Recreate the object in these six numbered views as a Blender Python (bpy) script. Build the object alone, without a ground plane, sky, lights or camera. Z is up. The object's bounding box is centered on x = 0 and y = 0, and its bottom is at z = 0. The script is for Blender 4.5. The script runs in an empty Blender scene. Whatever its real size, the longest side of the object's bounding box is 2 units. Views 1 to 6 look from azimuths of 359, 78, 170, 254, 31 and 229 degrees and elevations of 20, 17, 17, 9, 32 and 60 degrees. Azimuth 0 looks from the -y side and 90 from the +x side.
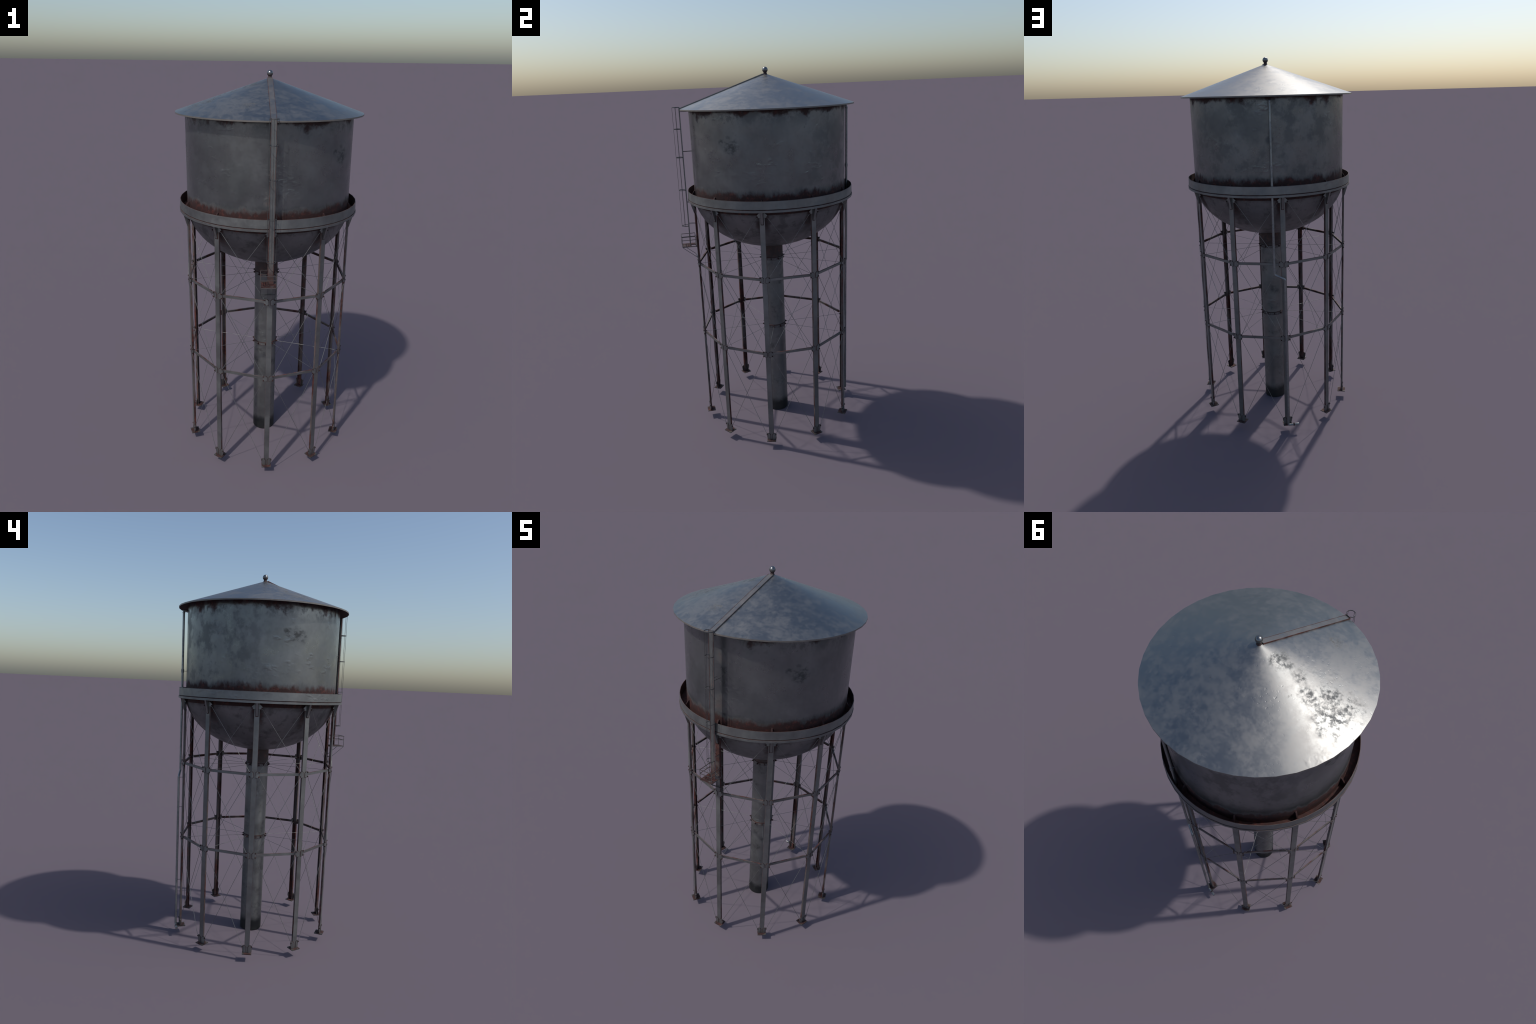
"""Old steel water tower: round tank with a cone roof and a bowl bottom, carried on ten
channel legs with girts, cross rods and a central standpipe; caged ladder in front, drain pipe behind."""
import bpy, bmesh, math, random
from math import sin, cos, pi, radians
from mathutils import Vector, Matrix

random.seed(11)
AXIS = Vector((0.0005, 0.0222, 0.0))     # tower axis in the world frame
LEGS = 10
STEP = 2 * pi / LEGS
SEG = 40                                  # plates around the tank

# ------------------------------------------------------------------ sizes (metres, z up, axis at the origin)
TANK_R, TANK_TOP, TANK_LOW = 0.411, 1.822, 1.3068
BOWL_A, BOWL_Z, BOWL_C = 0.420, 1.372, 0.317          # bowl ellipsoid: radius, centre height, depth
PIPE_R = 0.0608
ROOF_R, EAVE_LOW, EAVE_TOP, APEX = 0.458, 1.8015, 1.8080, 1.9660
BALL_R, BALL_Z = 0.0147, 1.9853
RING_LOW = 1.3265
LEG_R, LEG_W, LEG_D = 0.4222, 0.0258, 0.0105          # outer face radius, width, depth
GIRT_Z = (0.5640, 0.9760)
GIRT_H = 0.0128
FOOT_LOW = 0.0400


# ================================================================== node helpers
class Mat:
    """Small builder around a Principled material."""

    def __init__(self, name):
        m = bpy.data.materials.new(name)
        m.use_nodes = True
        self.m, self.t = m, m.node_tree
        self.t.nodes.clear()
        self.out = self.t.nodes.new("ShaderNodeOutputMaterial")
        self.p = self.t.nodes.new("ShaderNodeBsdfPrincipled")
        self.t.links.new(self.p.outputs[0], self.out.inputs[0])
        self.tc = self.t.nodes.new("ShaderNodeTexCoord")
        self.obj = self.tc.outputs["Object"]
        sep = self.t.nodes.new("ShaderNodeSeparateXYZ")
        self.link(self.obj, sep.inputs[0])
        self.x, self.y, self.z = sep.outputs

    def link(self, a, b):
        self.t.links.new(a, b)

    def put(self, sock, v):
        if isinstance(v, bpy.types.NodeSocket):
            self.link(v, sock)
        elif v is not None:
            if sock.type == "RGBA" and len(v) == 3:
                v = (*v, 1.0)
            sock.default_value = v

    def math(self, op, a, b=None, c=None, clamp=False):
        n = self.t.nodes.new("ShaderNodeMath")
        n.operation, n.use_clamp = op, clamp
        for s, v in zip(n.inputs, (a, b, c)):
            self.put(s, v)
        return n.outputs[0]

    def add(self, a, b): return self.math("ADD", a, b)
    def sub(self, a, b): return self.math("SUBTRACT", a, b)
    def mul(self, a, b): return self.math("MULTIPLY", a, b)
    def max(self, a, b): return self.math("MAXIMUM", a, b)
    def inv(self, a): return self.math("SUBTRACT", 1.0, a, clamp=True)

    def ramp(self, v, lo, hi, a=0.0, b=1.0):
        """Smooth step of v from lo..hi to a..b."""
        n = self.t.nodes.new("ShaderNodeMapRange")
        n.interpolation_type = "SMOOTHSTEP"
        if lo > hi:
            lo, hi, a, b = hi, lo, b, a
        self.put(n.inputs["Value"], v)
        for k, val in (("From Min", lo), ("From Max", hi), ("To Min", a), ("To Max", b)):
            n.inputs[k].default_value = val
        return n.outputs[0]

    def coords(self, scale=(1, 1, 1), offset=(0, 0, 0), per_object=False):
        n = self.t.nodes.new("ShaderNodeMapping")
        n.inputs["Scale"].default_value = scale
        n.inputs["Location"].default_value = offset
        src = self.obj
        if per_object:
            info = self.t.nodes.new("ShaderNodeObjectInfo")
            comb = self.t.nodes.new("ShaderNodeCombineXYZ")
            r = self.mul(info.outputs["Random"], 37.0)
            for i in range(3):
                self.put(comb.inputs[i], r)
            v = self.t.nodes.new("ShaderNodeVectorMath")
            self.link(self.obj, v.inputs[0])
            self.link(comb.outputs[0], v.inputs[1])
            src = v.outputs[0]
        self.link(src, n.inputs["Vector"])
        return n.outputs[0]

    def noise(self, scale, detail=5.0, rough=0.6, vec=None, dist=0.0):
        n = self.t.nodes.new("ShaderNodeTexNoise")
        n.inputs["Scale"].default_value = scale
        n.inputs["Detail"].default_value = detail
        n.inputs["Roughness"].default_value = rough
        n.inputs["Distortion"].default_value = dist
        self.put(n.inputs["Vector"], vec if vec is not None else self.obj)
        return n.outputs["Fac"]

    def mix(self, fac, a, b):
        n = self.t.nodes.new("ShaderNodeMix")
        n.data_type = "RGBA"
        self.put(n.inputs["Factor"], fac)
        self.put(n.inputs[6], a)
        self.put(n.inputs[7], b)
        return n.outputs[2]

    def mixf(self, fac, a, b):
        n = self.t.nodes.new("ShaderNodeMix")
        self.put(n.inputs["Factor"], fac)
        self.put(n.inputs[2], a)
        self.put(n.inputs[3], b)
        return n.outputs[0]

    def near(self, point, radius):
        """1 at a point in object space, falling to 0 at the radius, with a ragged border."""
        n = self.t.nodes.new("ShaderNodeVectorMath")
        n.operation = "DISTANCE"
        self.link(self.obj, n.inputs[0])
        n.inputs[1].default_value = point
        d = self.add(n.outputs["Value"], self.mul(self.sub(self.noise(22, 5), 0.5), radius * 1.6))
        return self.ramp(d, radius, radius * 0.2)

    def normal_axis(self, axis):
        sep = self.t.nodes.new("ShaderNodeSeparateXYZ")
        self.link(self.tc.outputs["Normal"], sep.inputs[0])
        return sep.outputs[axis]

    def edge(self, radius=0.0016, lo=0.004, hi=0.09):
        """1 along hard edges of the part, found from the Bevel node."""
        bev = self.t.nodes.new("ShaderNodeBevel")
        bev.samples = 8
        bev.inputs["Radius"].default_value = radius
        geo = self.t.nodes.new("ShaderNodeNewGeometry")
        dot = self.t.nodes.new("ShaderNodeVectorMath")
        dot.operation = "DOT_PRODUCT"
        self.link(bev.outputs[0], dot.inputs[0])
        self.link(geo.outputs["Normal"], dot.inputs[1])
        return self.ramp(self.sub(1.0, dot.outputs["Value"]), lo, hi)

    def bump(self, *layers):
        prev = None
        for height, strength, distance in layers:
            n = self.t.nodes.new("ShaderNodeBump")
            n.inputs["Strength"].default_value = strength
            n.inputs["Distance"].default_value = distance
            self.put(n.inputs["Height"], height)
            if prev:
                self.link(prev, n.inputs["Normal"])
            prev = n.outputs[0]
        self.link(prev, self.p.inputs["Normal"])

    def finish(self, color, metallic, rough):
        self.put(self.p.inputs["Base Color"], color)
        self.put(self.p.inputs["Metallic"], metallic)
        self.put(self.p.inputs["Roughness"], rough)
        return self.m


RUST_DARK, RUST_RED = (0.029, 0.0098, 0.0088), (0.088, 0.0225, 0.0165)
STEEL_LOW, STEEL_HIGH = (0.165, 0.170, 0.168), (0.265, 0.271, 0.264)


def steel(name, rust, low=STEEL_LOW, high=STEEL_HIGH, metal=0.88, gloss=(0.40, 0.58), grime=None,
          bumps=0.25, per_object=False, patch_scale=7.0, rust_red=0.5, extra=None, dent=1.3, pits=None, fine_bump=0.3):
    """Weathered steel. rust(M) returns a 0..1 mask; grime(M) a mask of dark smudges, on the wall also painted shade."""
    M = Mat(name)
    vec = M.coords(per_object=True) if per_object else M.obj
    big = M.noise(patch_scale, 6, 0.62, vec)
    fine = M.noise(60, 4, 0.6, vec)
    streak_vec = M.coords((26, 26, 2.2), per_object=per_object)
    streak = M.noise(1.0, 5, 0.6, streak_vec)
    tone = M.add(M.ramp(big, 0.20, 0.80), M.mul(M.sub(fine, 0.5), 0.45))
    tone = M.math("ADD", tone, M.mul(M.sub(streak, 0.5), 0.45), clamp=True)
    col = M.mix(tone, low, high)
    rgh = M.mixf(M.ramp(M.noise(patch_scale * 1.6, 7, 0.66, vec), 0.38, 0.62), gloss[0], gloss[1])
    if grime:
        g = grime(M)
        col = M.mix(M.mul(g, 0.85), col, (0.018, 0.019, 0.020))
        rgh = M.mixf(g, rgh, 0.62)
    rm = rust(M) if rust else None
    met = metal
    if rm is not None:
        rn = M.noise(48, 6, 0.7, vec)
        rcol = M.mix(M.ramp(rn, 0.62 - rust_red * 0.3, 0.80 - rust_red * 0.2), RUST_DARK, RUST_RED)
        col = M.mix(rm, col, rcol)
        met = M.mixf(rm, metal, 0.05)
        rgh = M.mixf(rm, rgh, 0.82)
    cluster = M.ramp(M.noise(9, 2, 0.5, vec), 0.54, 0.68)
    dents = M.mul(cluster, M.ramp(M.noise(1.0, 2, 0.5, M.coords((26, 26, 44), per_object=per_object)), 0.45, 0.75))
    M.bump((big, bumps * 0.5, 0.004), (dents, bumps * dent, 0.004), (fine, bumps * fine_bump, 0.0012))
    if pits:
        prev = M.p.inputs["Normal"].links[0].from_socket
        pit = M.t.nodes.new("ShaderNodeBump")
        pit.invert = True
        pit.inputs["Strength"].default_value, pit.inputs["Distance"].default_value = 0.25, 0.0012
        M.put(pit.inputs["Height"], pits(M))
        M.link(prev, pit.inputs["Normal"])
        M.link(pit.outputs[0], M.p.inputs["Normal"])
    if extra:
        col, met, rgh = extra(M, col, met, rgh)
    return M.finish(col, met, rgh)


def ragged(M, v, amount, scale=20, stretch=None):
    """A height with a noisy border."""
    vec = M.coords(stretch) if stretch else None
    return M.add(v, M.mul(M.sub(M.noise(scale, 6, 0.65, vec), 0.5), amount))


def on_wall(az, z, r=TANK_R):
    a = radians(az)
    return (r * sin(a), -r * cos(a), z)


# ---- material of each part
def wall_rust(M):
    frayed = M.add(ragged(M, M.z, 0.10, 1.0, (15, 15, 10)), M.mul(M.sub(M.noise(1.0, 4, 0.6, M.coords((60, 60, 14))), 0.5), 0.03))
    low = M.ramp(frayed, 1.424, 1.392)
    blotch = M.add(M.z, M.mul(M.sub(M.noise(1.0, 5, 0.62, M.coords((11, 11, 11))), 0.5), 0.20))
    top = M.mul(M.ramp(blotch, 1.774, 1.808), 0.92)
    behind = M.mul(M.mul(M.near(on_wall(1.5, 1.69), 0.055), M.ramp(M.x, -0.03, 0.012)), 0.45)
    behind2 = M.mul(M.near(on_wall(0.8, 1.47), 0.06), 0.6)
    return M.max(M.max(low, top), M.max(behind, behind2))


def wall_grime_and_shade(M):
    spots = M.mul(M.ramp(M.noise(46, 4, 0.6), 0.62, 0.74), 0.35)
    side = M.ramp(M.noise(3.2, 2, 0.5), 0.42, 0.60)
    spots = M.mul(spots, side)
    mottle = M.ramp(M.noise(1.0, 7, 0.68, M.coords((12, 12, 10))), 0.46, 0.62)
    where = M.max(M.ramp(M.y, -0.02, 0.30, 0.08, 0.40), M.ramp(M.z, 1.68, 1.80, 0.0, 0.45))
    spots = M.max(spots, M.mul(mottle, where))
    eave = M.ramp(ragged(M, M.z, 0.03, 14), 1.782, 1.800)  # shadow of the roof overhang, painted dark into the wall colour
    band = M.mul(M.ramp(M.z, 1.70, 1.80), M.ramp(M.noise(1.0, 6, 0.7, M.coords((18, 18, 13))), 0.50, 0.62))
    foot = M.ramp(ragged(M, M.z, 0.09, 1.0, (20, 20, 8)), 1.440, 1.405)
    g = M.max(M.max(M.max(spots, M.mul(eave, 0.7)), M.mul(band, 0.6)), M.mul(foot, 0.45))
    scuff = M.mixf(M.ramp(M.noise(1.0, 3, 0.5, M.coords((38, 38, 55))), 0.42, 0.62), 0.25, 1.0)
    for az, z, r, k in ((52, 1.645, 0.060, 0.75), (50, 1.625, 0.035, 0.65), (-82, 1.655, 0.062, 0.8), (-79.5, 1.630, 0.035, 0.75),
                        (-89, 1.668, 0.035, 0.8), (45, 1.655, 0.03, 0.7)):
        g = M.max(g, M.mul(M.mul(M.near(on_wall(az, z), r), scuff), k))
    for az, z, r, k in ((-23, 1.555, 0.13, 0.30), (-30, 1.50, 0.09, 0.2), (158, 1.67, 0.12, 0.35), (134, 1.68, 0.12, 0.30), (67, 1.785, 0.06, 0.45), (172, 1.60, 0.03, 0.5)):  # front-left pair: a dark reflection painted into the wall colour
        g = M.max(g, M.mul(M.near(on_wall(az, z), r), k))
    return g


def bowl_rust(M):
    top = M.ramp(ragged(M, M.z, 0.05, 16), 1.285, 1.325)
    ang = M.math("ARCTAN2", M.x, M.mul(M.y, -1.0))
    spoke = M.math("COSINE", M.mul(ang, float(LEGS)))
    near_leg = M.mul(M.ramp(M.add(spoke, M.mul(M.sub(M.noise(24, 5), 0.5), 0.9)), 0.50, 0.95), M.ramp(M.z, 1.16, 1.26))
    return M.max(M.mul(top, 0.8), M.mul(near_leg, 0.85))


def pipe_rust(M):
    top = M.ramp(ragged(M, M.z, 0.02, 26), 0.972, 0.988)
    return M.mul(top, 0.85)


def pipe_grime(M):
    low = M.ramp(ragged(M, M.z, 0.05, 18), 0.095, 0.045)
    blot = M.mul(M.ramp(M.noise(13, 6, 0.65), 0.52, 0.70), 0.55)
    return M.max(low, blot)


def inward_rust(M, amount=1.0):
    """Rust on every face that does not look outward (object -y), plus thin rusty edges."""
    ny = M.normal_axis(1)
    away = M.ramp(ny, -0.85, -0.6)
    patch = M.ramp(M.noise(1.0, 5, 0.6, M.coords((14, 14, 5), per_object=True)), 0.42, 0.60)
    inner = M.mul(away, M.mixf(patch, 0.55, 1.0))
    geo = M.t.nodes.new("ShaderNodeNewGeometry")          # run-off rust on the leg behind the ladder
    sep = M.t.nodes.new("ShaderNodeSeparateXYZ")
    M.link(geo.outputs["Position"], sep.inputs[0])
    high = ragged(M, sep.outputs[2], 0.10, 14)
    behind = M.mul(M.ramp(M.math("ABSOLUTE", sep.outputs[0]), 0.030, 0.020), M.ramp(sep.outputs[1], -0.36, -0.38))
    behind = M.mul(behind, M.mul(M.ramp(high, 1.065, 1.105), M.ramp(M.noise(24, 4), 0.25, 0.5, 0.5, 0.95)))
    inner = M.max(inner, behind)
    return M.mul(M.max(inner, M.mul(M.edge(), 0.8)), amount)


def edge_rust(k=0.85, radius=0.0016, blot=0.0):
    def f(M):
        e = M.mul(M.edge(radius), k)
        if blot:
            e = M.max(e, M.mul(M.ramp(M.noise(70, 4, 0.6, M.coords(per_object=True)), 0.50, 0.62), blot))
        return e
    return f


def foot_rust(M):
    n = M.t.nodes.new("ShaderNodeVectorMath")
    n.operation = "DISTANCE"
    M.link(M.obj, n.inputs[0])
    n.inputs[1].default_value = (0, -0.4160, FOOT_LOW)
    d = M.add(n.outputs["Value"], M.mul(M.sub(M.noise(60, 4, 0.6, M.coords(per_object=True)), 0.5), 0.035))
    return M.ramp(d, 0.031, 0.021, 0.15, 1.0)


def ring_rust(M):
    rad = M.math("SQRT", M.add(M.mul(M.x, M.x), M.mul(M.y, M.y)))
    inside = M.ramp(rad, 0.4462, 0.4452)
    groove = M.mul(M.ramp(M.z, 1.3430, 1.3405), M.ramp(M.z, 1.3365, 1.3376))
    lip = M.mul(M.ramp(M.z, 1.3795, 1.3812), 0.5)
    return M.max(inside, M.max(M.mul(groove, 0.9), lip))


def ladder_rust(M):
    low = M.mul(M.ramp(ragged(M, M.z, 0.14, 12), 1.235, 1.11), 0.9)
    blot = M.mul(M.ramp(M.noise(1.0, 5, 0.65, M.coords((40, 40, 9))), 0.50, 0.66), 0.75)
    return M.max(M.max(low, blot), M.mul(M.edge(0.0018), 0.9))


def lid_look(M, col, met, rgh):
    """Roof: smooth darker sheet with fluffy patches worn rough and dull, fine pits, dark underside."""
    a = M.noise(5.0, 9, 0.70, None, 0.3)
    b = M.noise(30, 6, 0.72)
    dull = M.ramp(M.add(a, M.mul(M.sub(b, 0.5), 0.80)), 0.34, 0.68)
    col = M.mix(dull, (0.222, 0.228, 0.228), (0.240, 0.239, 0.234))
    stain = M.mul(M.ramp(M.noise(17, 6, 0.72), 0.66, 0.74), 0.6)
    col = M.mix(stain, col, (0.07, 0.065, 0.055))
    rgh = M.mixf(dull, 0.365, 0.485)
    speck = M.ramp(M.noise(54, 5, 0.66), 0.40, 0.66)
    worn = 0.0
    for p, r in (((-0.284, -0.106, 1.861), 0.085), ((-0.350, -0.045, 1.845), 0.085), ((-0.350, -0.150, 1.833), 0.075), ((-0.09, -0.03, 1.933), 0.07),
                 ((-0.245, -0.035, 1.880), 0.06), ((-0.17, -0.05, 1.905), 0.04), ((-0.10, -0.30, 1.855), 0.05)):
        worn = M.max(M.near(p, r), worn)
    worn = M.mul(worn, speck)
    col = M.mix(M.mul(worn, 0.65), col, (0.085, 0.088, 0.088))
    rgh = M.mixf(worn, rgh, 0.72)
    rgh = M.mixf(stain, rgh, 0.7)
    met = M.mixf(dull, 1.0, 0.88)
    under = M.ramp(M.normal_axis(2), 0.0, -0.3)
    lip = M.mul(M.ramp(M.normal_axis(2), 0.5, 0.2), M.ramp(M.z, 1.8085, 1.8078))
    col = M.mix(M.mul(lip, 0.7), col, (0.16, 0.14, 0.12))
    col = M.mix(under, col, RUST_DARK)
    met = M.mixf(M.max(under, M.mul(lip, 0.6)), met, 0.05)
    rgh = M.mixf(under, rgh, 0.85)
    return col, met, rgh


def run_look(M, col, met, rgh):
    """Ladder run on the roof: the sheet colour gone brown."""
    col, met, rgh = lid_look(M, col, met, rgh)
    brown = M.ramp(M.noise(16, 5), 0.30, 0.60, 0.03, 0.32)
    return M.mix(brown, col, (0.10, 0.062, 0.048)), M.mixf(brown, met, 0.3), M.mixf(brown, rgh, 0.65)


def roof_pits(M):
    return M.mul(M.ramp(M.noise(7, 2, 0.5), 0.48, 0.62), M.ramp(M.noise(95, 2, 0.5), 0.62, 0.76))


MAT = dict(
    wall=steel("weathered_tank_steel", wall_rust, grime=wall_grime_and_shade, bumps=0.35, metal=0.86, gloss=(0.27, 0.37), dent=0.55, fine_bump=0.12, rust_red=0.5, low=(0.164, 0.174, 0.177), high=(0.226, 0.236, 0.236)),
    bowl=steel("bowl_steel", bowl_rust, low=(0.16, 0.165, 0.168), high=(0.26, 0.265, 0.262), grime=lambda M: M.mul(M.ramp(M.noise(14, 6, 0.68), 0.48, 0.66), 0.55)),
    roof=steel("roof_sheet", None, extra=lid_look, bumps=0.16, dent=0.6, fine_bump=0.1, pits=roof_pits),
    run=steel("roof_run_steel", None, extra=run_look, bumps=0.1),
    rail=steel("rusty_rail", lambda M: M.mul(M.ramp(M.noise(22, 4), 0.25, 0.60, 0.60, 1.0), M.ramp(M.normal_axis(0), 0.5, 0.8, 1.0, 0.15)), bumps=0.0, rust_red=0.9),  # +x side coloured lighter, with less rust, to offset its shade
    rib=steel("rusty_rib", lambda M: 1.0, bumps=0.0, rust_red=0.25),
    pipe=steel("standpipe_steel", pipe_rust, grime=pipe_grime),
    leg=steel("leg_steel", inward_rust, per_object=True, bumps=0.1, rust_red=0.8),
    girt=steel("girt_steel", inward_rust, per_object=True, bumps=0.1, rust_red=0.8),
    plate=steel("bracket_steel", edge_rust(0.95, 0.0030), per_object=True, bumps=0.1),
    foot=steel("foot_plate_steel", foot_rust, per_object=True, bumps=0.1, metal=0.7, rust_red=0.5, low=(0.07, 0.074, 0.068), high=(0.12, 0.125, 0.115)),
    bolt=steel("rusty_bolt", lambda M: M.ramp(M.noise(60, 3, 0.5, M.coords(per_object=True)), 0.20, 0.45, 0.65, 1.0), per_object=True, bumps=0.0, rust_red=0.35),
    rod=steel("rod_steel", edge_rust(0.0, 0.001, 0.35), per_object=True, bumps=0.0, high=(0.30, 0.30, 0.29)),
    ring=steel("gutter_steel", ring_rust, bumps=0.15),
    weld=steel("rusty_weld", lambda M: M.ramp(M.noise(60, 3, 0.5, M.coords(per_object=True)), 0.15, 0.40, 0.7, 1.0), per_object=True, bumps=0.0, rust_red=0.45),
    ladder=steel("ladder_steel", ladder_rust, bumps=0.1, rust_red=0.75),
    cage=steel("cage_bar_steel", edge_rust(0.0, 0.001, 0.6), bumps=0.0, low=(0.08, 0.083, 0.085), high=(0.16, 0.165, 0.165)),
    deck=steel("rusty_deck", lambda M: M.ramp(M.noise(30, 5), 0.20, 0.45), bumps=0.1, rust_red=0.45),
    drain=steel("drain_pipe_steel", edge_rust(0.3, 0.001, 0.2), bumps=0.05, gloss=(0.32, 0.5), low=(0.21, 0.217, 0.22), high=(0.31, 0.318, 0.318)),
    collar=steel("collar_steel", lambda M: M.max(M.max(M.ramp(M.z, 0.0045, 0.0060), M.ramp(M.z, -0.0072, -0.0085)), M.ramp(M.noise(34, 4), 0.40, 0.62, 0.25, 0.9)), bumps=0.1),
    knob=steel("finial_steel", lambda M: M.mul(M.ramp(M.z, 1.9860, 1.9740), 0.9), low=(0.17, 0.175, 0.18), high=(0.22, 0.225, 0.225),
               gloss=(0.24, 0.32), bumps=0.0, metal=0.95),
)


# ================================================================== mesh helpers
def mesh_from(bm, name, mat, smooth=None):
    bmesh.ops.recalc_face_normals(bm, faces=bm.faces)
    me = bpy.data.meshes.new(name)
    bm.to_mesh(me)
    bm.free()
    me.materials.append(MAT[mat])
    if smooth is not None:
        for p in me.polygons:
            p.use_smooth = True
        me.set_sharp_from_angle(angle=radians(smooth))
    return me


def place(me, name, parent, rot=0.0, loc=(0, 0, 0)):
    ob = bpy.data.objects.new(name, me)
    bpy.context.scene.collection.objects.link(ob)
    ob.parent = parent
    ob.location = loc
    ob.rotation_euler = (0, 0, rot)
    return ob


def lathe(bm, profile, seg=SEG, closed=False, phase=0.5):
    """Turn an (r, z) profile about the z axis; r = 0 makes a pole."""
    rings = []
    for r, z in profile:
        if r < 1e-6:
            rings.append([bm.verts.new((0, 0, z))])
        else:
            rings.append([bm.verts.new((r * sin(2 * pi * (i + phase) / seg), -r * cos(2 * pi * (i + phase) / seg), z)) for i in range(seg)])
    pairs = list(zip(rings, rings[1:])) + ([(rings[-1], rings[0])] if closed else [])
    for a, b in pairs:
        for i in range(seg):
            j = (i + 1) % seg
            q = [a[i % len(a)], a[j % len(a)], b[j % len(b)], b[i % len(b)]]
            q = list(dict.fromkeys(q))
            if len(q) > 2:
                bm.faces.new(q)


def box(bm, lo, hi):
    v = [bm.verts.new((x, y, z)) for x in (lo[0], hi[0]) for y in (lo[1], hi[1]) for z in (lo[2], hi[2])]
    for f in ((0, 1, 3, 2), (4, 6, 7, 5), (0, 4, 5, 1), (2, 3, 7, 6), (0, 2, 6, 4), (1, 5, 7, 3)):
        bm.faces.new([v[i] for i in f])


def prism(bm, pts, axis_vec):
    """Extrude a closed 3D polygon along a vector."""
    a = [bm.verts.new(p) for p in pts]
    b = [bm.verts.new(Vector(p) + Vector(axis_vec)) for p in pts]
    n = len(pts)
    bm.faces.new(a)
    bm.faces.new(list(reversed(b)))
    for i in range(n):
        bm.faces.new((a[i], a[(i + 1) % n], b[(i + 1) % n], b[i]))


def tube(bm, path, r, sides=8, closed=False, flat=None):
    """Round (or flat = (width, height)) bar along a path, mitred at the corners."""
    path = [Vector(p) for p in path]
    n = len(path)
    rings = []
    for i, p in enumerate(path):
        if closed:
            d0, d1 = (p - path[i - 1]).normalized(), (path[(i + 1) % n] - p).normalized()
        else:
            d0 = (p - path[max(i - 1, 0)]).normalized() if i else (path[1] - p).normalized()
            d1 = (path[min(i + 1, n - 1)] - p).normalized() if i < n - 1 else d0
        t = (d0 + d1).normalized()
        ref = Vector((0, 0, 1)) if abs(t.z) < 0.9 else Vector((0, 1, 0))
        u = t.cross(ref).normalized()
        w = u.cross(t).normalized()
        k = 1.0 / max(t.dot(d0), 0.5)
        if flat:
            offs = [(sx * flat[0] / 2, sz * flat[1] / 2) for sx, sz in ((-1, -1), (1, -1), (1, 1), (-1, 1))]
        else:
            offs = [(r * cos(2 * pi * s / sides), r * sin(2 * pi * s / sides)) for s in range(sides)]
        bend = (d1 - d0)
        side = bend.normalized() if bend.length > 1e-5 else None
        ring = []
        for ou, ow in offs:
            o = u * ou + w * ow
            if side is not None:
                c = o.dot(side)
                o = o + side * c * (k - 1)
            ring.append(bm.verts.new(p + o))
        rings.append(ring)
    m = len(rings[0])
    for a, b in list(zip(rings, rings[1:])) + ([(rings[-1], rings[0])] if closed else []):
        for i in range(m):
            bm.faces.new((a[i], a[(i + 1) % m], b[(i + 1) % m], b[i]))
    if not closed:
        bm.faces.new(list(reversed(rings[0])))
        bm.faces.new(rings[-1])


def cylinder_between(bm, a, b, r, sides=10):
    tube(bm, [a, b], r, sides)


def bent_plate(bm, outline, y, thick, bend_at, angle, mirror=1):
    """Flat plate in the x-z plane at depth y whose part beyond x = bend_at folds back by an angle."""
    tmp = bmesh.new()
    f = tmp.faces.new([tmp.verts.new((x, 0, z)) for x, z in outline])
    bmesh.ops.bisect_plane(tmp, geom=tmp.verts[:] + tmp.edges[:] + tmp.faces[:], plane_co=(bend_at, 0, 0), plane_no=(1, 0, 0), dist=1e-6)

    def warp(x, d):
        if x <= bend_at + 1e-7:
            return x, d
        s = x - bend_at
        return bend_at + s * cos(angle) - d * sin(angle) * min(1, s / 0.004), s * sin(angle) + d * cos(angle)
    layers = []
    for d in (0.0, thick):
        vs = {}
        for v in tmp.verts:
            X, D = warp(v.co.x, d)
            vs[v.index if v.index >= 0 else id(v)] = bm.verts.new((mirror * X, y + D, v.co.z))
        layers.append(vs)
    tmp.verts.index_update()
    order = list(tmp.verts)
    front = dict(zip(order, layers[0].values()))
    back = dict(zip(order, layers[1].values()))
    for f in tmp.faces:
        bm.faces.new([front[v] for v in f.verts])
        bm.faces.new([back[v] for v in reversed(f.verts)])
    for e in tmp.edges:
        if len(e.link_faces) == 1:
            a, b = e.verts
            bm.faces.new((front[a], front[b], back[b], back[a]))
    tmp.free()


# ================================================================== the tower
root = bpy.data.objects.new("water_tower", None)
root.location = AXIS
bpy.context.scene.collection.objects.link(root)
root["label"] = "old grey steel water tower on ten legs with rust"
root["category"] = "water tower"

# ---- tank: wall, bowl, roof
bm = bmesh.new()
lathe(bm, [(TANK_R, TANK_LOW + (TANK_TOP - TANK_LOW) * i / 12) for i in range(13)])
place(mesh_from(bm, "tank_wall", "wall", 40), "tank_wall", root)

bm = bmesh.new()
t0 = math.acos(TANK_R / BOWL_A)
prof = []
for i in range(17):
    t = t0 + (pi / 2 - t0) * i / 16
    prof.append((BOWL_A * cos(t) if i < 16 else 0.0, BOWL_Z - BOWL_C * sin(t)))
lathe(bm, prof)
place(mesh_from(bm, "tank_bowl", "bowl", 40), "tank_bowl", root)

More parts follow.
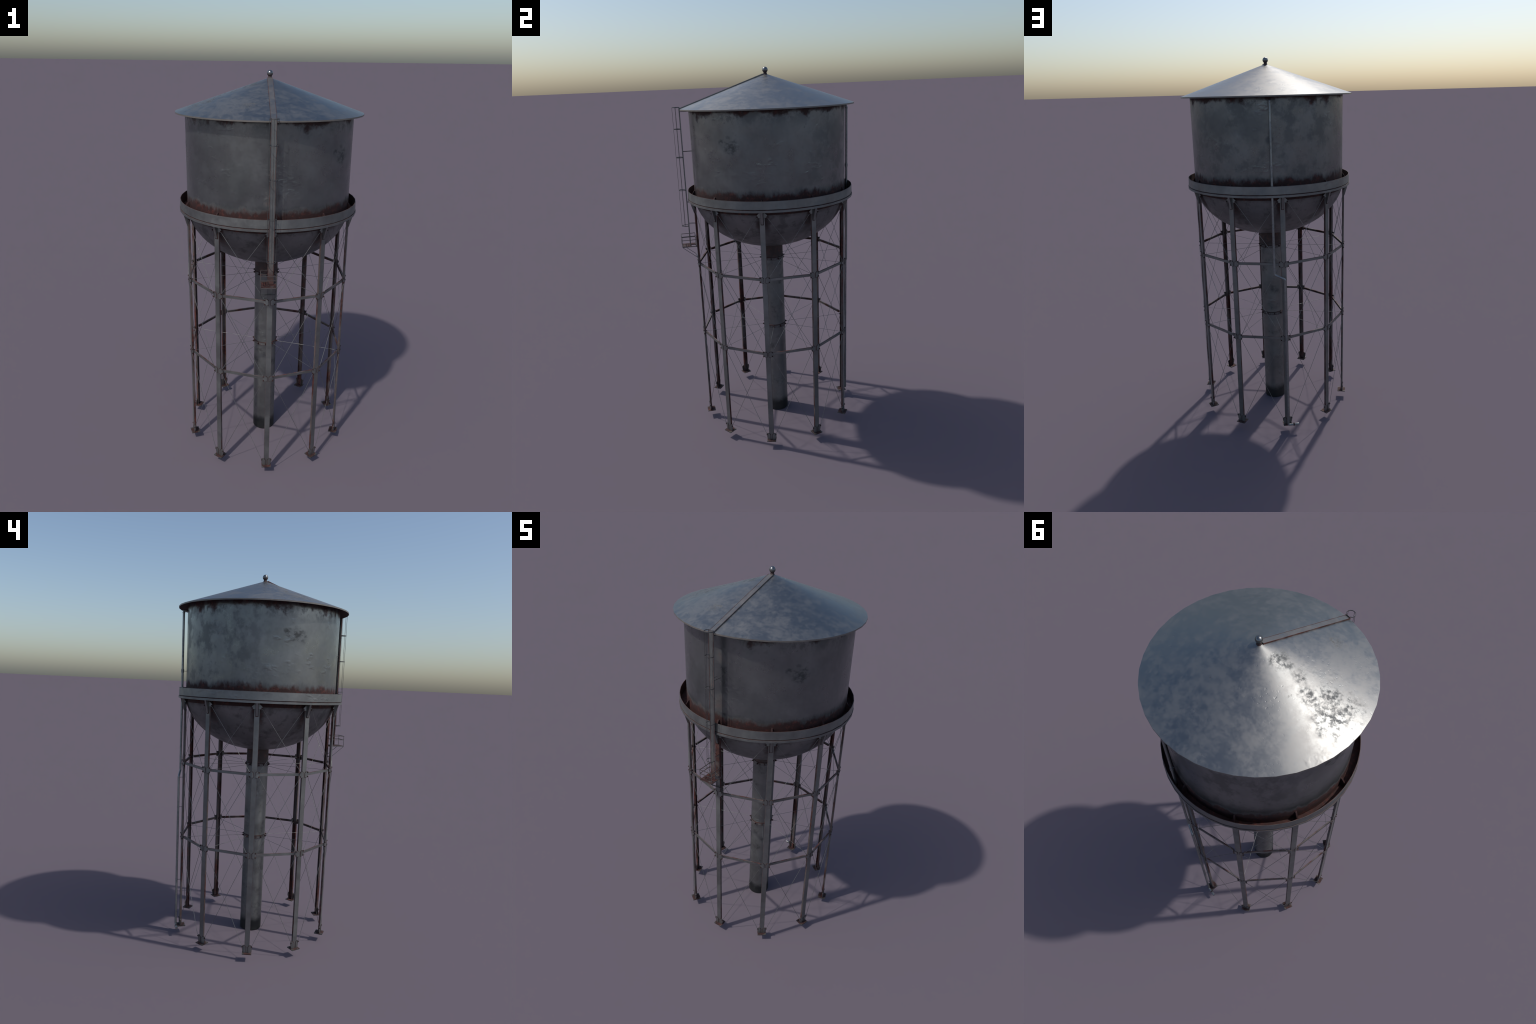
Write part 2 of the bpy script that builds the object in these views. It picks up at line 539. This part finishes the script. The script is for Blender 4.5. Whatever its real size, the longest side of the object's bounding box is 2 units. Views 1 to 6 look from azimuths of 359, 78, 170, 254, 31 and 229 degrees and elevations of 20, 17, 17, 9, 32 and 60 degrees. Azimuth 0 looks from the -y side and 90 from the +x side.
bm = bmesh.new()
slope = (APEX - EAVE_TOP) / ROOF_R
prof = [(0.0, APEX)] + [(r, APEX - slope * r) for r in (0.004, 0.02, 0.05, 0.1, 0.16, 0.22, 0.28, 0.34, 0.40, 0.435)]
prof += [(ROOF_R, EAVE_TOP), (ROOF_R, EAVE_LOW), (ROOF_R - 0.004, EAVE_LOW), (0.404, EAVE_LOW + 0.050 * slope + 0.002)]
lathe(bm, prof)
roof = place(mesh_from(bm, "roof", "roof", 40), "roof", root)

bm = bmesh.new()
prof = [(0.0, BALL_Z + BALL_R)] + [(BALL_R * sin(a), BALL_Z + BALL_R * cos(a)) for a in [pi * k / 14 for k in range(1, 12)]]
prof += [(0.0085, BALL_Z - BALL_R * 0.86), (0.0085, 1.9700), (0.0105, 1.9640), (0.012, 1.957)]
lathe(bm, prof, 28)
place(mesh_from(bm, "finial", "knob", 40), "finial", roof)

# ---- gutter-like ring round the foot of the tank wall
bm = bmesh.new()
lathe(bm, [(0.4095, 1.3320), (0.4446, 1.3320), (0.4446, 1.3822), (0.4474, 1.3822), (0.4484, 1.3412), (0.4462, 1.3405),
           (0.4462, 1.3378), (0.4506, 1.3372), (0.4506, RING_LOW), (0.4095, RING_LOW)], closed=True)
ring = place(mesh_from(bm, "ring_gutter", "ring", 30), "ring_gutter", root)

bm = bmesh.new()
prism(bm, [(-0.0035, -0.4080, 1.3310), (-0.0035, -0.4440, 1.3310), (-0.0035, -0.4400, 1.3440), (-0.0035, -0.4145, 1.3840), (-0.0035, -0.4080, 1.3840)], (0.007, 0, 0))
rib = mesh_from(bm, "ring_rib", "rib")
for k in range(LEGS):
    place(rib, "ring_rib", ring, k * STEP)

# ---- standpipe with two collars
bm = bmesh.new()
lathe(bm, [(0.0, 0.0)] + [(PIPE_R, 1.085 * i / 10) for i in range(11)], 40)
pipe = place(mesh_from(bm, "standpipe", "pipe", 40), "standpipe", root)
bm = bmesh.new()
r0, r1 = PIPE_R - 0.001, PIPE_R + 0.0022
lathe(bm, [(r0, 0.0090), (r1, 0.0090), (r1 + 0.0012, 0.0076), (r1, 0.0060), (r1, -0.0090), (r0, -0.0090)], 40, closed=True)
collar = mesh_from(bm, "pipe_collar", "collar", 30)
bm = bmesh.new()
box(bm, (-0.0026, -0.0700, -0.0040), (0.0026, -0.0610, 0.0040))
cylinder_between(bm, (0, -0.0690, 0), (0, -0.0740, 0), 0.0018, 8)
lug = mesh_from(bm, "collar_lug", "bolt", 30)
COLLAR_Z = (0.5595, 0.9735)
for z in COLLAR_Z:
    c = place(collar, "pipe_collar", pipe, 0, (0, 0, z))
    for k in range(LEGS):
        place(lug, "collar_lug", c, k * STEP)

# ---- legs: channels open to the inside, with foot, girt brackets and top brackets
H, D = LEG_W / 2, LEG_D
web = 0.0022
TOP_Z = RING_LOW + 0.002


def channel(x0, x1, z0, z1, y0, depth):
    return [(x0, y0, z0), (x1, y0, z0), (x1, y0 + depth, z0), (x1 - web, y0 + depth, z0), (x1 - web, y0 + web, z0),
            (x0 + web, y0 + web, z0), (x0 + web, y0 + depth, z0), (x0, y0 + depth, z0)], (0, 0, z1 - z0)


bm = bmesh.new()
prism(bm, *channel(-H, H, FOOT_LOW + 0.005, TOP_Z, -LEG_R, D))
bmesh.ops.recalc_face_normals(bm, faces=bm.faces)
leg_mesh = mesh_from(bm, "leg", "leg")

# foot plate
bm = bmesh.new()
box(bm, (-0.0243, -0.4378, FOOT_LOW), (0.0243, -0.3920, FOOT_LOW + 0.0045))
foot_mesh = mesh_from(bm, "foot_plate", "foot")

# foot bracket: two bent wings with chamfered inner corners
PT = 0.0028


def pair_of_wings(name, outline, bend, angle, y=-LEG_R - 0.0020):
    b = bmesh.new()
    for s in (1, -1):
        bent_plate(b, outline, y, PT, bend, angle, s)
    return mesh_from(b, name, "plate")


def weld_behind(name, outline, y=-LEG_R - 0.0006, grow=0.0017):
    """Thin rusty seam showing round the inner edge of a plate where it meets the leg."""
    b = bmesh.new()
    cx = sum(p[0] for p in outline) / len(outline)
    cz = sum(p[1] for p in outline) / len(outline)
    pts = []
    for x, z in outline:
        d = Vector((x - cx, z - cz))
        d = d * (1 + grow / d.length)
        pts.append((min(cx + d.x, H - 0.0004), cz + d.y))
    for s in (1, -1):
        prism(b, [(s * x, y, z) for x, z in pts], (0, 0.0016, 0))
    return mesh_from(b, name, "weld")


FOOT_SHAPE = [(0.0050, 0.0440), (0.0200, 0.0440), (0.0268, 0.0660), (0.0268, 0.0780), (0.0215, 0.0860), (0.0120, 0.0860), (0.0050, 0.0740)]
GIRT_SHAPE = [(0.0045, -0.0130), (0.0065, -0.0155), (0.0205, -0.0155), (0.0275, -0.0060), (0.0285, 0.0060), (0.0262, 0.0155), (0.0115, 0.0155), (0.0045, 0.0085)]
foot_weld, girt_weld = weld_behind("foot_weld", FOOT_SHAPE), weld_behind("girt_weld", GIRT_SHAPE)
foot_wings = pair_of_wings("foot_bracket", FOOT_SHAPE, H, radians(18))
bm = bmesh.new()
box(bm, (-0.018, -0.4120, 0.0440), (0.018, -0.4050, 0.0520))
foot_pad = mesh_from(bm, "foot_pad", "foot")
girt_wings = pair_of_wings("girt_bracket", GIRT_SHAPE, H, radians(18))
top_wings = pair_of_wings("top_bracket", [(0.0060, TOP_Z - 0.0325), (0.0250, TOP_Z - 0.0325), (0.0268, TOP_Z - 0.0290), (0.0268, TOP_Z - 0.0190), (0.0140, TOP_Z - 0.0080), (0.0060, TOP_Z - 0.0080)],
                          H, radians(18))
# fin in front of the leg head, tapering out to the ring
bm = bmesh.new()
prism(bm, [(-0.0062, -LEG_R + 0.001, TOP_Z), (-0.0062, -0.4440, TOP_Z), (-0.0062, -0.4255, 1.2640), (-0.0062, -LEG_R + 0.001, 1.2620)], (0.0124, 0, 0))
fin_mesh = mesh_from(bm, "top_fin", "plate")
bm = bmesh.new()
box(bm, (-0.0078, -LEG_R - 0.0008, 1.2604), (0.0078, -LEG_R + 0.0010, TOP_Z - 0.001))
fin_weld = mesh_from(bm, "fin_weld", "weld")

# bolts: a short pin through the outer corners of each wing
bm = bmesh.new()
cylinder_between(bm, (0, 0.004, 0), (0, -0.0042, 0), 0.0026, 8)
cylinder_between(bm, (0, -0.0006, 0), (0, -0.0030, 0), 0.0037, 6)
bolt_mesh = mesh_from(bm, "bolt", "bolt", 40)


def wing_point(x, z, out=0.0):
    """Point on the face of a bent wing, in leg space; x may be negative."""
    s = abs(x) - H
    y = -LEG_R - 0.0020 + max(s, 0) * math.tan(radians(18)) - out
    return Vector((x, y, z))


FOOT_B, TOP_B = (0.0235, 0.0765), (0.0238, TOP_Z - 0.0275)
GIRT_B = (0.0228, 0.0115)
spots = [(s * FOOT_B[0], FOOT_B[1]) for s in (1, -1)] + [(s * TOP_B[0], TOP_B[1]) for s in (1, -1)]
for gz in GIRT_Z:
    spots += [(s * GIRT_B[0], gz + t * (GIRT_B[1] if t > 0 else 0.0105)) for s in (1, -1) for t in (1, -1)]

bm = bmesh.new()
box(bm, (-0.0026, -LEG_R + LEG_D - 0.001, -0.0035), (0.0026, -LEG_R + LEG_D + 0.0060, 0.0035))
eye_mesh = mesh_from(bm, "tie_eye", "bolt")

for k in range(LEGS):
    leg = place(leg_mesh, "leg", root, k * STEP)
    place(foot_mesh, "foot_plate", leg)
    place(foot_wings, "foot_bracket", leg)
    place(top_wings, "top_bracket", leg)
    place(fin_mesh, "top_fin", leg)
    place(fin_weld, "fin_weld", leg)
    place(foot_weld, "foot_weld", leg)
    for gz in GIRT_Z:
        place(girt_wings, "girt_bracket", leg, 0, (0, 0, gz))
        place(girt_weld, "girt_weld", leg, 0, (0, 0, gz))
    for z in COLLAR_Z:
        place(eye_mesh, "tie_eye", leg, 0, (0, 0, z))
    for x, z in spots:
        b = place(bolt_mesh, "bolt", leg, (1 if x > 0 else -1) * radians(18), wing_point(x, z))

# ---- girts: flat bars with turned-in flanges between neighbouring legs
half = LEG_R * sin(STEP / 2) - 0.0265
mid = LEG_R * cos(STEP / 2) + 0.0012
bm = bmesh.new()
h = GIRT_H / 2
prism(bm, [(-half, -mid, -h), (-half, -mid, h), (-half, -mid + 0.0065, h), (-half, -mid + 0.0065, h - 0.0018), (-half, -mid + 0.0018, h - 0.0018),
           (-half, -mid + 0.0018, -h + 0.0018), (-half, -mid + 0.0065, -h + 0.0018), (-half, -mid + 0.0065, -h)], (2 * half, 0, 0))
girt_mesh = mesh_from(bm, "girt", "girt")
for k in range(LEGS):
    for gz in GIRT_Z:
        place(girt_mesh, "girt", root, (k + 0.5) * STEP, (0, 0, gz))

# ---- cross rods in the three panels of every bay, and tie rods to the standpipe
R18 = Matrix.Rotation(-STEP / 2, 3, "Z")


def bay_end(side, x, z):
    """Rod end on the leg at one side (-1 or 1) of a bay, in bay space."""
    p = wing_point(-side * abs(x), z, 0.0022)
    return Matrix.Rotation(side * STEP / 2, 3, "Z") @ p


ROD = 0.00105
panels = [(FOOT_B, (GIRT_B[0], GIRT_Z[0] - 0.0105)), ((GIRT_B[0], GIRT_Z[0] + GIRT_B[1]), (GIRT_B[0], GIRT_Z[1] - 0.0105)),
          ((GIRT_B[0], GIRT_Z[1] + GIRT_B[1]), TOP_B)]
rod_meshes = []
for low, high in panels:
    for s in (-1, 1):
        bm = bmesh.new()
        shift = Vector((0, -0.0007 * s, 0))
        a, b = bay_end(s, *low) + shift, bay_end(-s, *high) + shift
        cylinder_between(bm, a, b, ROD, 6)
        rod_meshes.append(mesh_from(bm, "brace_rod", "rod", 70))
for k in range(LEGS):
    for me in rod_meshes:
        place(me, "brace_rod", root, (k + 0.5) * STEP)
bm = bmesh.new()
cylinder_between(bm, (0, -0.0730, 0), (0, -LEG_R + LEG_D + 0.004, 0), 0.00085, 6)
tie = mesh_from(bm, "tie_rod", "rod", 70)
for k in range(LEGS):
    for z in COLLAR_Z:
        place(tie, "tie_rod", root, k * STEP, (0, 0, z))

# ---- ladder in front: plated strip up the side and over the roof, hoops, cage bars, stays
AY = AXIS.y
LY = -0.4375 - AY                      # ladder face, axis space
LW = 0.0114
LOW, HIGH = 1.0850, 1.8170


bm = bmesh.new()
fl = 0.0040
prism(bm, [(-LW, LY, LOW), (LW, LY, LOW), (LW, LY + fl, LOW), (LW - 0.0015, LY + fl, LOW), (LW - 0.0015, LY + 0.0015, LOW),
           (-LW + 0.0015, LY + 0.0015, LOW), (-LW + 0.0015, LY + fl, LOW), (-LW, LY + fl, LOW)], (0, 0, HIGH - LOW))
ladder = place(mesh_from(bm, "ladder", "ladder"), "ladder", root)
# roof run
bm = bmesh.new()
ang = math.atan(slope)
tilt = Matrix.Rotation(ang, 3, "X")
length = (ROOF_R - 0.012) / cos(ang)
base = Vector((0, -ROOF_R + 0.002, EAVE_TOP + 0.0010))
up = 0.0044
RW = LW + 0.0013
sec = [(-LW, 0, up - 0.0022), (-LW, 0, up - 0.0008), (LW, 0, up - 0.0008), (LW, 0, up - 0.0022)]
prism(bm, [base + tilt @ Vector(p) for p in sec], tilt @ Vector((0, length, 0)))
roof_run = place(mesh_from(bm, "ladder_roof_run", "run"), "ladder_roof_run", ladder)
bm = bmesh.new()
for s in (1, -1):
    sec = [(s * LW, 0, -0.0004), (s * LW, 0, up), (s * RW, 0, up), (s * RW, 0, -0.0004)]
    prism(bm, [base + tilt @ Vector(p) for p in sec], tilt @ Vector((0, length, 0)))
place(mesh_from(bm, "ladder_rail", "rail"), "ladder_rail", ladder)
bm = bmesh.new()
for s in (1, -1):
    x0, x1 = sorted((s * (LW - 0.0004), s * RW))
    box(bm, (x0, LY - 0.0008, LOW), (x1, LY + fl - 0.0003, HIGH + 0.001))
place(mesh_from(bm, "ladder_rail", "rail"), "ladder_rail", ladder)

HOOP_Z = (1.8175, 1.7092, 1.5640, 1.3910, 1.1955)
HX, HY = 0.0200, LY - 0.0345
hoop_path = [(-LW + 0.001, LY, 0), (-0.0185, LY - 0.006, 0), (-HX, LY - 0.016, 0), (-0.0165, LY - 0.0265, 0), (-0.0085, HY + 0.0018, 0), (0, HY, 0)]
hoop_path += [(-x, y, z) for x, y, z in reversed(hoop_path[:-1])]
bm = bmesh.new()
tube(bm, hoop_path, 0, flat=(0.0015, 0.0034))
hoop = mesh_from(bm, "cage_hoop", "cage")
for z in HOOP_Z:
    place(hoop, "cage_hoop", ladder, 0, (0, 0, z))
bm = bmesh.new()
cylinder_between(bm, (0, 0, HOOP_Z[-1]), (0, 0, HOOP_Z[0]), 0.0009, 6)
bar = mesh_from(bm, "cage_bar", "cage", 70)
for x, y in ((-HX, LY - 0.018), (HX, LY - 0.018), (0, HY)):
    place(bar, "cage_bar", ladder, 0, (x, y, 0))
for z, y_end in ((1.7955, -TANK_R), (1.5940, -TANK_R), (1.3240, -0.4500), (1.2060, -LEG_R)):
    bm = bmesh.new()
    for s in (1, -1):
        cylinder_between(bm, (s * 0.0105, LY + 0.003, z), (s * 0.0105, y_end + 0.003, z), 0.0012, 6)
    place(mesh_from(bm, "ladder_stay", "cage", 70), "ladder_stay", ladder)

# ---- landing at the ladder foot
X0, X1, Y0, Y1, FZ = -0.0455, 0.0238, -0.4800 - AY, -0.4040 - AY, 1.0815
landing_bm = bmesh.new()
hole_x, hole_y = -0.0125, LY + 0.006
prism(landing_bm, [(X0, Y0, FZ - 0.0018), (X1, Y0, FZ - 0.0018), (X1, hole_y, FZ - 0.0018), (hole_x, hole_y, FZ - 0.0018), (hole_x, Y1, FZ - 0.0018), (X0, Y1, FZ - 0.0018)], (0, 0, 0.0036))
landing = place(mesh_from(landing_bm, "landing", "deck"), "landing", root)
bm = bmesh.new()
for a, b in (((X0, Y0), (X1, Y0)), ((X1, Y0), (X1, Y1)), ((X0, Y0), (X0, Y1)), ((X0, Y1), (X1, Y1))):
    tube(bm, [(a[0], a[1], FZ - 0.0008), (b[0], b[1], FZ - 0.0008)], 0, flat=(0.0026, 0.0046))
place(mesh_from(bm, "landing_frame", "plate"), "landing_frame", landing)
bm = bmesh.new()
for z in (1.1392, 1.1180):
    tube(bm, [(X0, Y1, z), (X0, Y0, z), (X1, Y0, z), (X1, Y1, z)], 0, flat=(0.0022, 0.0030))
    tube(bm, [(X0, Y1, z), (-0.0128, Y1, z)], 0, flat=(0.0018, 0.0024))
place(mesh_from(bm, "landing_rail", "plate"), "landing_rail", landing)
bm = bmesh.new()
cylinder_between(bm, (0, 0, FZ), (0, 0, 1.1402), 0.0014, 6)
post = mesh_from(bm, "landing_post", "plate", 70)
for x, y in ((X0, Y0), (X1, Y0), (X0, Y1), (X1, Y1)):
    place(post, "landing_post", landing, 0, (x, y, 0))
bm = bmesh.new()
for x in (X0, X1):
    tube(bm, [(x, Y0, FZ - 0.003), (x, -0.4055 - AY, 1.0180)], 0.0013, 6)
tube(bm, [(X0 - 0.001, -0.4045 - AY, 1.0172), (X1 + 0.001, -0.4045 - AY, 1.0172)], 0, flat=(0.0030, 0.0040))
place(mesh_from(bm, "landing_brace", "cage", 60), "landing_brace", landing)
bm = bmesh.new()
tube(bm, [(X0, Y1 - 0.0005, FZ - 0.004), (X1, Y1 - 0.0005, FZ - 0.004)], 0, flat=(0.0040, 0.0030))
place(mesh_from(bm, "landing_beam", "cage"), "landing_beam", landing)

# ---- drain pipe behind: elbow under the eave, down through the ring, dog-leg to the leg, spout at the foot
def rounded(points, r=0.008, n=4):
    pts = [Vector(p) for p in points]
    out = [pts[0]]
    for a, b, c in zip(pts, pts[1:], pts[2:]):
        d0, d1 = (a - b).normalized(), (c - b).normalized()
        p0, p1 = b + d0 * r, b + d1 * r
        for i in range(n + 1):
            t = i / n
            out.append(p0 * (1 - t) ** 2 + b * 2 * t * (1 - t) + p1 * t * t)
    return out + [pts[-1]]


DR = 0.0061
dx, dy = 0.0515 - AXIS.x, 0.4503 - AY
ex, ey = 0.0005 - AXIS.x, 0.4655 - AY
k_in = 0.408 / math.hypot(dx, dy)
route = [(dx * k_in, dy * k_in, 1.7830), (dx, dy, 1.7870), (dx, dy, 0.9255), (ex, ey, 0.9020), (ex, ey, 0.0490), (ex - 0.0350, ey + 0.0015, 0.0485)]
bm = bmesh.new()
tube(bm, rounded(route), DR, 12)
drain = place(mesh_from(bm, "drain_pipe", "drain", 50), "drain_pipe", root)


def sleeve(name, a, b, r, mat="drain"):
    b_ = bmesh.new()
    cylinder_between(b_, a, b, r, 14)
    place(mesh_from(b_, name, mat, 50), name, drain)


sleeve("pipe_sleeve", (dx, dy, 1.4610), (dx, dy, 1.4790), DR + 0.0018)
sleeve("pipe_sleeve", (dx, dy, 1.7730), (dx, dy, 1.7780), DR + 0.0014)
sleeve("spout_flange", (ex - 0.0285, ey + 0.0012, 0.0485), (ex - 0.0345, ey + 0.0014, 0.0485), DR + 0.0022, "weld")
sleeve("spout_end", (ex - 0.0345, ey + 0.0014, 0.0485), (ex - 0.0590, ey + 0.0020, 0.0482), DR + 0.0012)
for z, (px, py), (qx, qy) in ((1.4690, (dx, dy), (dx * 0.95, dy * 0.95)), (0.8960, (ex, ey), (ex, LEG_R - 0.002)), (0.7300, (ex, ey), (ex, LEG_R - 0.002)),
                              (0.3120, (ex, ey), (ex, LEG_R - 0.002))):
    sleeve("pipe_clamp", (px, py, z - 0.0022), (px, py, z + 0.0022), DR + 0.0009)
    b_ = bmesh.new()
    cylinder_between(b_, (px, py, z), (qx, qy, z), 0.0012, 6)
    place(mesh_from(b_, "clamp_pin", "cage", 60), "clamp_pin", drain)
